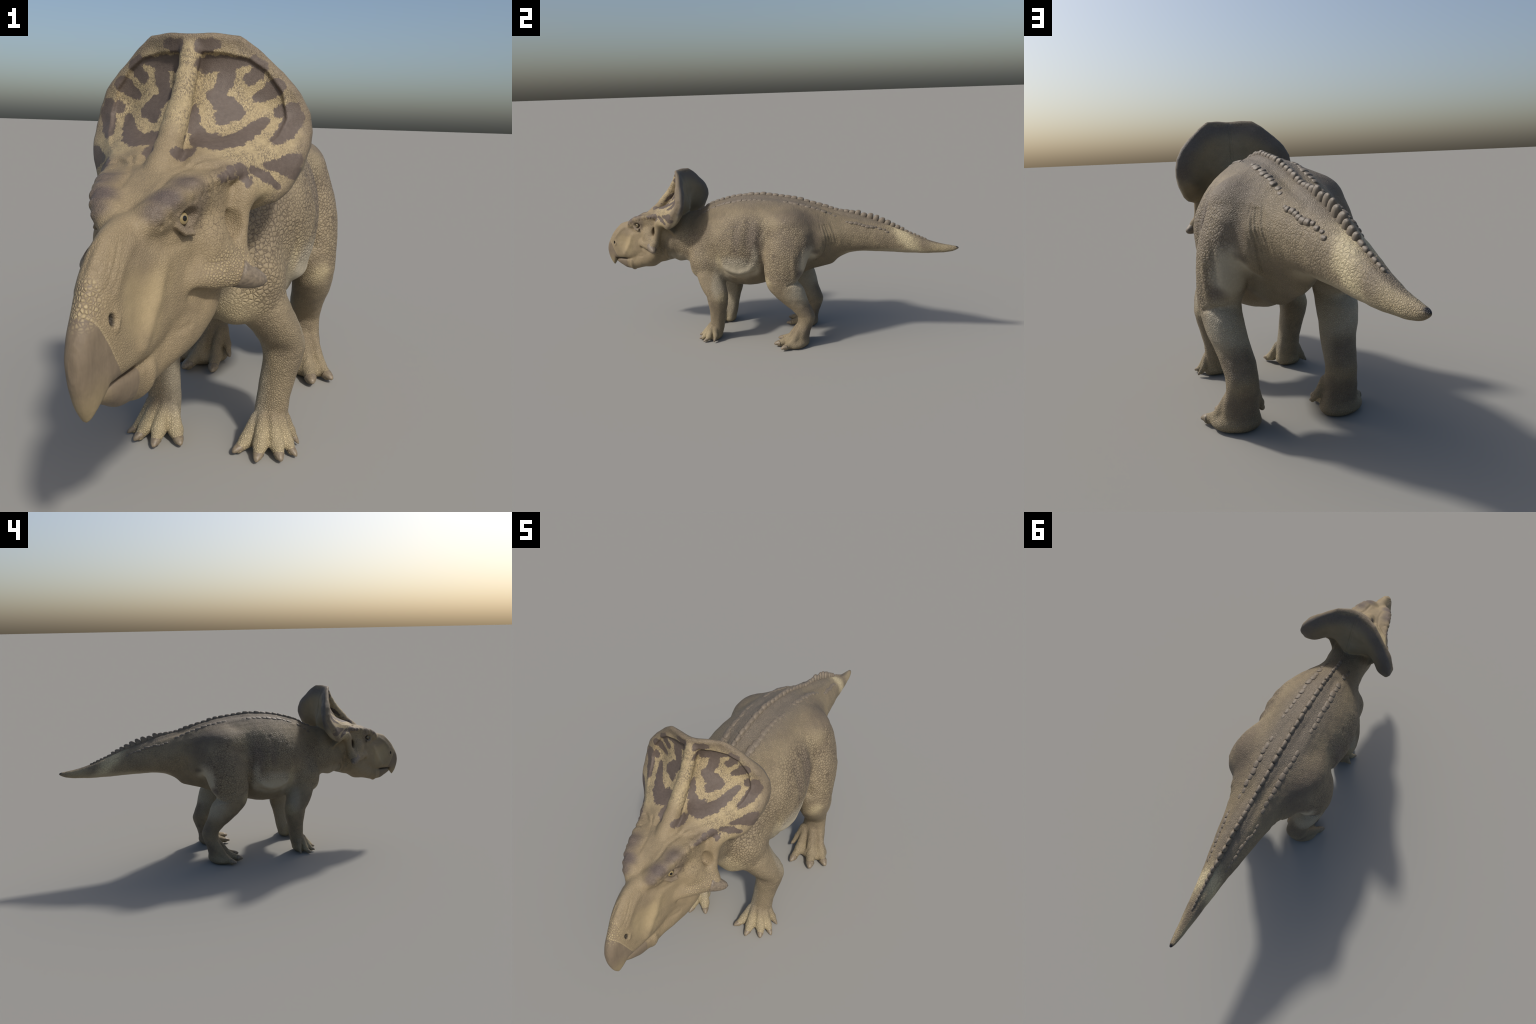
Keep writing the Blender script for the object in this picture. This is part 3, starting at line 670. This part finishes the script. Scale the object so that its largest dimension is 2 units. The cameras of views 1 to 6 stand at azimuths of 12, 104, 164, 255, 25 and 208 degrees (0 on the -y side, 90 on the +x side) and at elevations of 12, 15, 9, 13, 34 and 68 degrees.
    col = N_.mix(crack, col, N_.mix(1.0, col, (.33, .31, .33), 'MULTIPLY'))
    col = N_.mix(1.0, col, N_.mix(n_fine, (.90, .90, .90), (1.10, 1.10, 1.10)), 'MULTIPLY')
    b = N_.new('ShaderNodeBump'); b.inputs['Strength'].default_value = .9; N_.put(b.inputs['Distance'], dist)
    N_.put(b.inputs['Height'], N_.math('ADD', height, N_.math('MULTIPLY', n_fine, .35)))
    N_.put(N_.bsdf.inputs['Normal'], b.outputs[0]); N_.put(N_.bsdf.inputs['Base Color'], col)
    N_.bsdf.inputs['Roughness'].default_value = .62; N_.bsdf.inputs['Specular IOR Level'].default_value = .35
    return N_.m

def horny(name, a, b, rough, stretch=(6, 6, 1), scale=3.0, bump=.0006):
    N_ = Nodes(name); co = N_.new('ShaderNodeTexCoord').outputs['Object']
    n = N_.noise(N_.vec('MULTIPLY', co, stretch), scale, 4)['Fac']
    N_.put(N_.bsdf.inputs['Base Color'], N_.mix(N_.smooth(n, .3, .7), a, b)); N_.bsdf.inputs['Roughness'].default_value = rough
    bp = N_.new('ShaderNodeBump'); bp.inputs['Distance'].default_value = bump; N_.put(bp.inputs['Height'], n); N_.put(N_.bsdf.inputs['Normal'], bp.outputs[0])
    return N_.m

def eye_material():
    N_ = Nodes('eye'); co = N_.new('ShaderNodeTexCoord').outputs['Object']
    r = N_.vec('DISTANCE', co, EYE_LOOK)
    c = N_.mix(N_.smooth(r, .0042, .0048), (.006, .005, .004), (.24, .185, .09)); c = N_.mix(N_.smooth(r, .0092, .0102), c, (.06, .045, .03))
    N_.put(N_.bsdf.inputs['Base Color'], c); N_.bsdf.inputs['Roughness'].default_value = .08
    return N_.m

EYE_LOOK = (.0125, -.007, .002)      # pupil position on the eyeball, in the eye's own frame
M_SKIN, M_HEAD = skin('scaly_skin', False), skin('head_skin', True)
M_HORN = horny('horn', (.118, .094, .069), (.200, .160, .112), .6, (20, 60, 60))
M_CLAW = horny('claw', (.145, .114, .080), (.215, .172, .112), .5, (60, 60, 60))
M_SCUTE = horny('scute', (.122, .099, .074), (.178, .145, .104), .6, (1, 1, .4), 2.2, .0012)
M_EYE = eye_material()

# ----------------------------------------------------------------- objects
COL = bpy.context.scene.collection
root = bpy.data.objects.new('horned_dinosaur', None); COL.objects.link(root)
root['label'] = 'tan scaly frilled dinosaur standing on four legs with parrot beak'
root['category'] = 'dinosaur'

def link(name, mesh, parent):
    o = bpy.data.objects.new(name, mesh); COL.objects.link(o); o.parent = parent; return o

def skin_part(name, sel, parent, mat):
    q = Q[sel]; used, inv = np.unique(q, return_inverse=True)
    me = bpy.data.meshes.new(name)
    me.from_pydata(V[used].tolist(), [], inv.reshape(q.shape).tolist())
    me.polygons.foreach_set('use_smooth', np.ones(len(me.polygons), bool))
    me.normals_split_custom_set_from_vertices(N[used].tolist())
    me.materials.append(mat); return link(name, me, parent)

PART = {}
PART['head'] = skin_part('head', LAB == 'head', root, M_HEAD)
for nm, par in (('frill', 'head'), ('jaw', 'head')):
    PART[nm] = skin_part({'jaw': 'lower_jaw'}.get(nm, nm), LAB == nm, PART[par], M_HEAD)
PART['upper_beak'] = skin_part('upper_beak', LAB == 'upper_beak', PART['head'], M_HEAD)
PART['lower_beak'] = skin_part('lower_beak', LAB == 'lower_beak', PART['head'], M_HEAD)
for nm in ('neck', 'torso', 'tail'):
    PART[nm] = skin_part(nm, LAB == nm, root, M_SKIN)
for limb, foot in (('forelimb', 'forefoot'), ('hindlimb', 'hindfoot')):
    for s in ('left', 'right'):
        PART[limb+s] = skin_part(limb, LAB == limb+':'+s, root, M_SKIN)
        PART[foot+s] = skin_part(foot, LAB == foot+':'+s, PART[limb+s], M_SKIN)

def cone_mesh(name, base, tip, r, flat_=1.0, bend=(0, 0, -.1), seg=20, rings=9, blunt=.35, power=.8):
    """blunt curved horny sheath from a sunken base to its tip"""
    base, tip = Vector(base), Vector(tip); ax = (tip - base); L = ax.length; ax.normalize()
    side = ax.cross(Vector((0, 0, 1))); side.normalize(); up = side.cross(ax)
    bm = bmesh.new(); loops = []
    for i in range(rings):
        t = i/(rings-1); rr = r*(1 - t**(1/power))**power if False else r*((1-t)*(1-blunt*0) )**.5
        c = base.lerp(tip, t) + Vector(bend)*L*(t*t - t)
        if i == rings-1: loops.append([bm.verts.new(c)]); break
        loops.append([bm.verts.new(c + side*math.cos(a)*rr + up*math.sin(a)*rr*flat_) for a in (2*math.pi*j/seg for j in range(seg))])
    for A, B in zip(loops, loops[1:]):
        for j in range(seg):
            if len(B) == 1: bm.faces.new((A[j], A[(j+1) % seg], B[0]))
            else: bm.faces.new((A[j], A[(j+1) % seg], B[(j+1) % seg], B[j]))
    bm.faces.new(loops[0][::-1])
    bmesh.ops.recalc_face_normals(bm, faces=bm.faces)
    me = bpy.data.meshes.new(name); bm.to_mesh(me); bm.free()
    me.polygons.foreach_set('use_smooth', np.ones(len(me.polygons), bool)); me.materials.append(M_CLAW if name == 'claw' else M_HORN)
    return me

def mir(p, s): return (p[0]*s, p[1], p[2])
for s, sd in ((1, 'left'), (-1, 'right')):
    link('cheek_horn', cone_mesh('cheek_horn', mir((.130, -.660, .525), s), mir((.179, -.627, .503), s), .030, .95, (0, 0, .15)), PART['head'])
    for toes, foot, L, rr in ((HAND, 'forefoot', .023, 1.10), (FOOT, 'hindfoot', .033, 1.10), (DEW, 'hindfoot', .016, 1.15)):
        for p0, r0, p1, r1, p2, r2 in toes:
            a, b = Vector(p1), Vector(p2); d = (b - a).normalized(); d2 = Vector((d.x, d.y, d.z*.35)).normalized()
            st = b - d*.004; tip = b + d2*L*.92; tip.z = max(tip.z, .0045)
            if toes is HAND and p0 is HAND[4][0]: tip = b + d*L*.9; tip.z = max(tip.z, .004)
            link('claw', cone_mesh('claw', mir(st, s), mir(tip, s), r2*rr*1.03, .85, (0, 0, -.25)), PART[foot.replace('foot', 'limb')+sd])
    bm = bmesh.new(); bmesh.ops.create_uvsphere(bm, u_segments=24, v_segments=16, radius=.0145)
    me = bpy.data.meshes.new('eye'); bm.to_mesh(me); bm.free()
    me.polygons.foreach_set('use_smooth', np.ones(len(me.polygons), bool)); me.materials.append(M_EYE)
    eye = link('eye', me, PART['head']); eye.location = mir((.0605, -.7655, .6285), s); eye.scale = (s, 1, 1)

# ----------------------------------------------------------------- scutes along the back
bvh = BVHTree.FromPolygons([tuple(v) for v in V], Q.tolist())
def top_at(x, y):
    loc, nor, i, d = bvh.ray_cast(Vector((x, y, 1.2)), Vector((0, 0, -1))); return loc, nor

def knob(name, ribs, seed):
    """backward leaning rounded scute of unit size"""
    r = random.Random(seed); bm = bmesh.new(); bmesh.ops.create_icosphere(bm, subdivisions=3, radius=1)
    ph = r.random()*6
    for v in bm.verts:
        p = v.co
        for ax_, e in ((0, .85), (1, .75), (2, .65)): p[ax_] = math.copysign(abs(p[ax_])**e, p[ax_])
        t = max(p.z, -.4)
        p.y += .35*max(t, 0)**2
        k = 1 - .25*max(t, 0)
        p.x *= k; p.y = p.y*(1 - .12*max(t, 0))
        a = math.atan2(p.y, p.x)
        rr = 1 + .05*math.sin(3*a + ph) + ribs*math.sin(9*a + ph)*(.4 + .6*max(t, 0))
        p.x *= rr; p.y *= rr
    me = bpy.data.meshes.new(name); bm.to_mesh(me); bm.free()
    me.polygons.foreach_set('use_smooth', np.ones(len(me.polygons), bool)); me.materials.append(M_SCUTE); return me
KNOBS = [knob('scute', .0 if i < 3 else .05, i) for i in range(5)]

def place(x, y, L, W, H, sink, mesh):
    loc, nor = top_at(x, y)
    par = PART['neck'] if y < -.40 else PART['tail'] if y > .37 else PART['torso']
    o = bpy.data.objects.new('scute', mesh); COL.objects.link(o); o.parent = par
    z = nor.normalized(); yv = Vector((0, 1, 0)); yv = (yv - z*yv.dot(z)).normalized(); xv = yv.cross(z)
    R = Matrix((xv, yv, z)).transposed().to_4x4()
    o.matrix_world = Matrix.Translation(loc - z*sink) @ R @ Matrix.Diagonal((W, L, H, 1))

HF = pchip([-.42, -.35, -.1, .2, .38, .42, .45, .50, .54, .57, .60, .64, .70, .76, .84], [.009, .012, .013, .014, .012, .014, .020, .027, .034, .034, .030, .024, .015, .010, .005])
LF = pchip([-.42, -.35, -.1, .2, .36, .42, .50, .60, .66, .75, .84], [.014, .017, .0205, .0205, .0165, .017, .019, .0175, .015, .0125, .008])
WF = pchip([-.42, -.1, .3, .50, .60, .75, .84], [.008, .011, .010, .011, .012, .007, .004])
y = -.41
while y < .84:
    L, H, W = float(LF(y)), float(HF(y)), float(WF(y))
    j = 1 + rng.uniform(-.12, .12)
    place(rng.uniform(-.001, .001), y, L*j, W*(1 + rng.uniform(-.1, .1)), H*(1 + rng.uniform(-.2, .2))*1.05, H*.10, KNOBS[3 + rng.randrange(2)] if .42 < y < .68 else KNOBS[rng.randrange(3)])
    y += L*1.68
for s in (1, -1):
    for (y0, y1, x0, x1, n, r, h) in ((-.40, -.01, .052, .069, 14, .0128, .0066), (.10, .362, .064, .057, 10, .0126, .0072), (.425, .635, .068, .043, 11, .0100, .0082)):
        for i in range(n):
            t = i/(n-1); e = .65 + .35*math.sin(math.pi*min(1, max(0, t*.8 + .15)))
            if rng.random() < .05: continue
            k = rng.uniform(.85, 1.15)*e
            place(s*(x0 + (x1-x0)*t + rng.uniform(-.003, .003)), y0 + (y1-y0)*t + rng.uniform(-.004, .004), r*k*1.4, r*k*.95, h*k, h*.32, KNOBS[rng.randrange(3)])
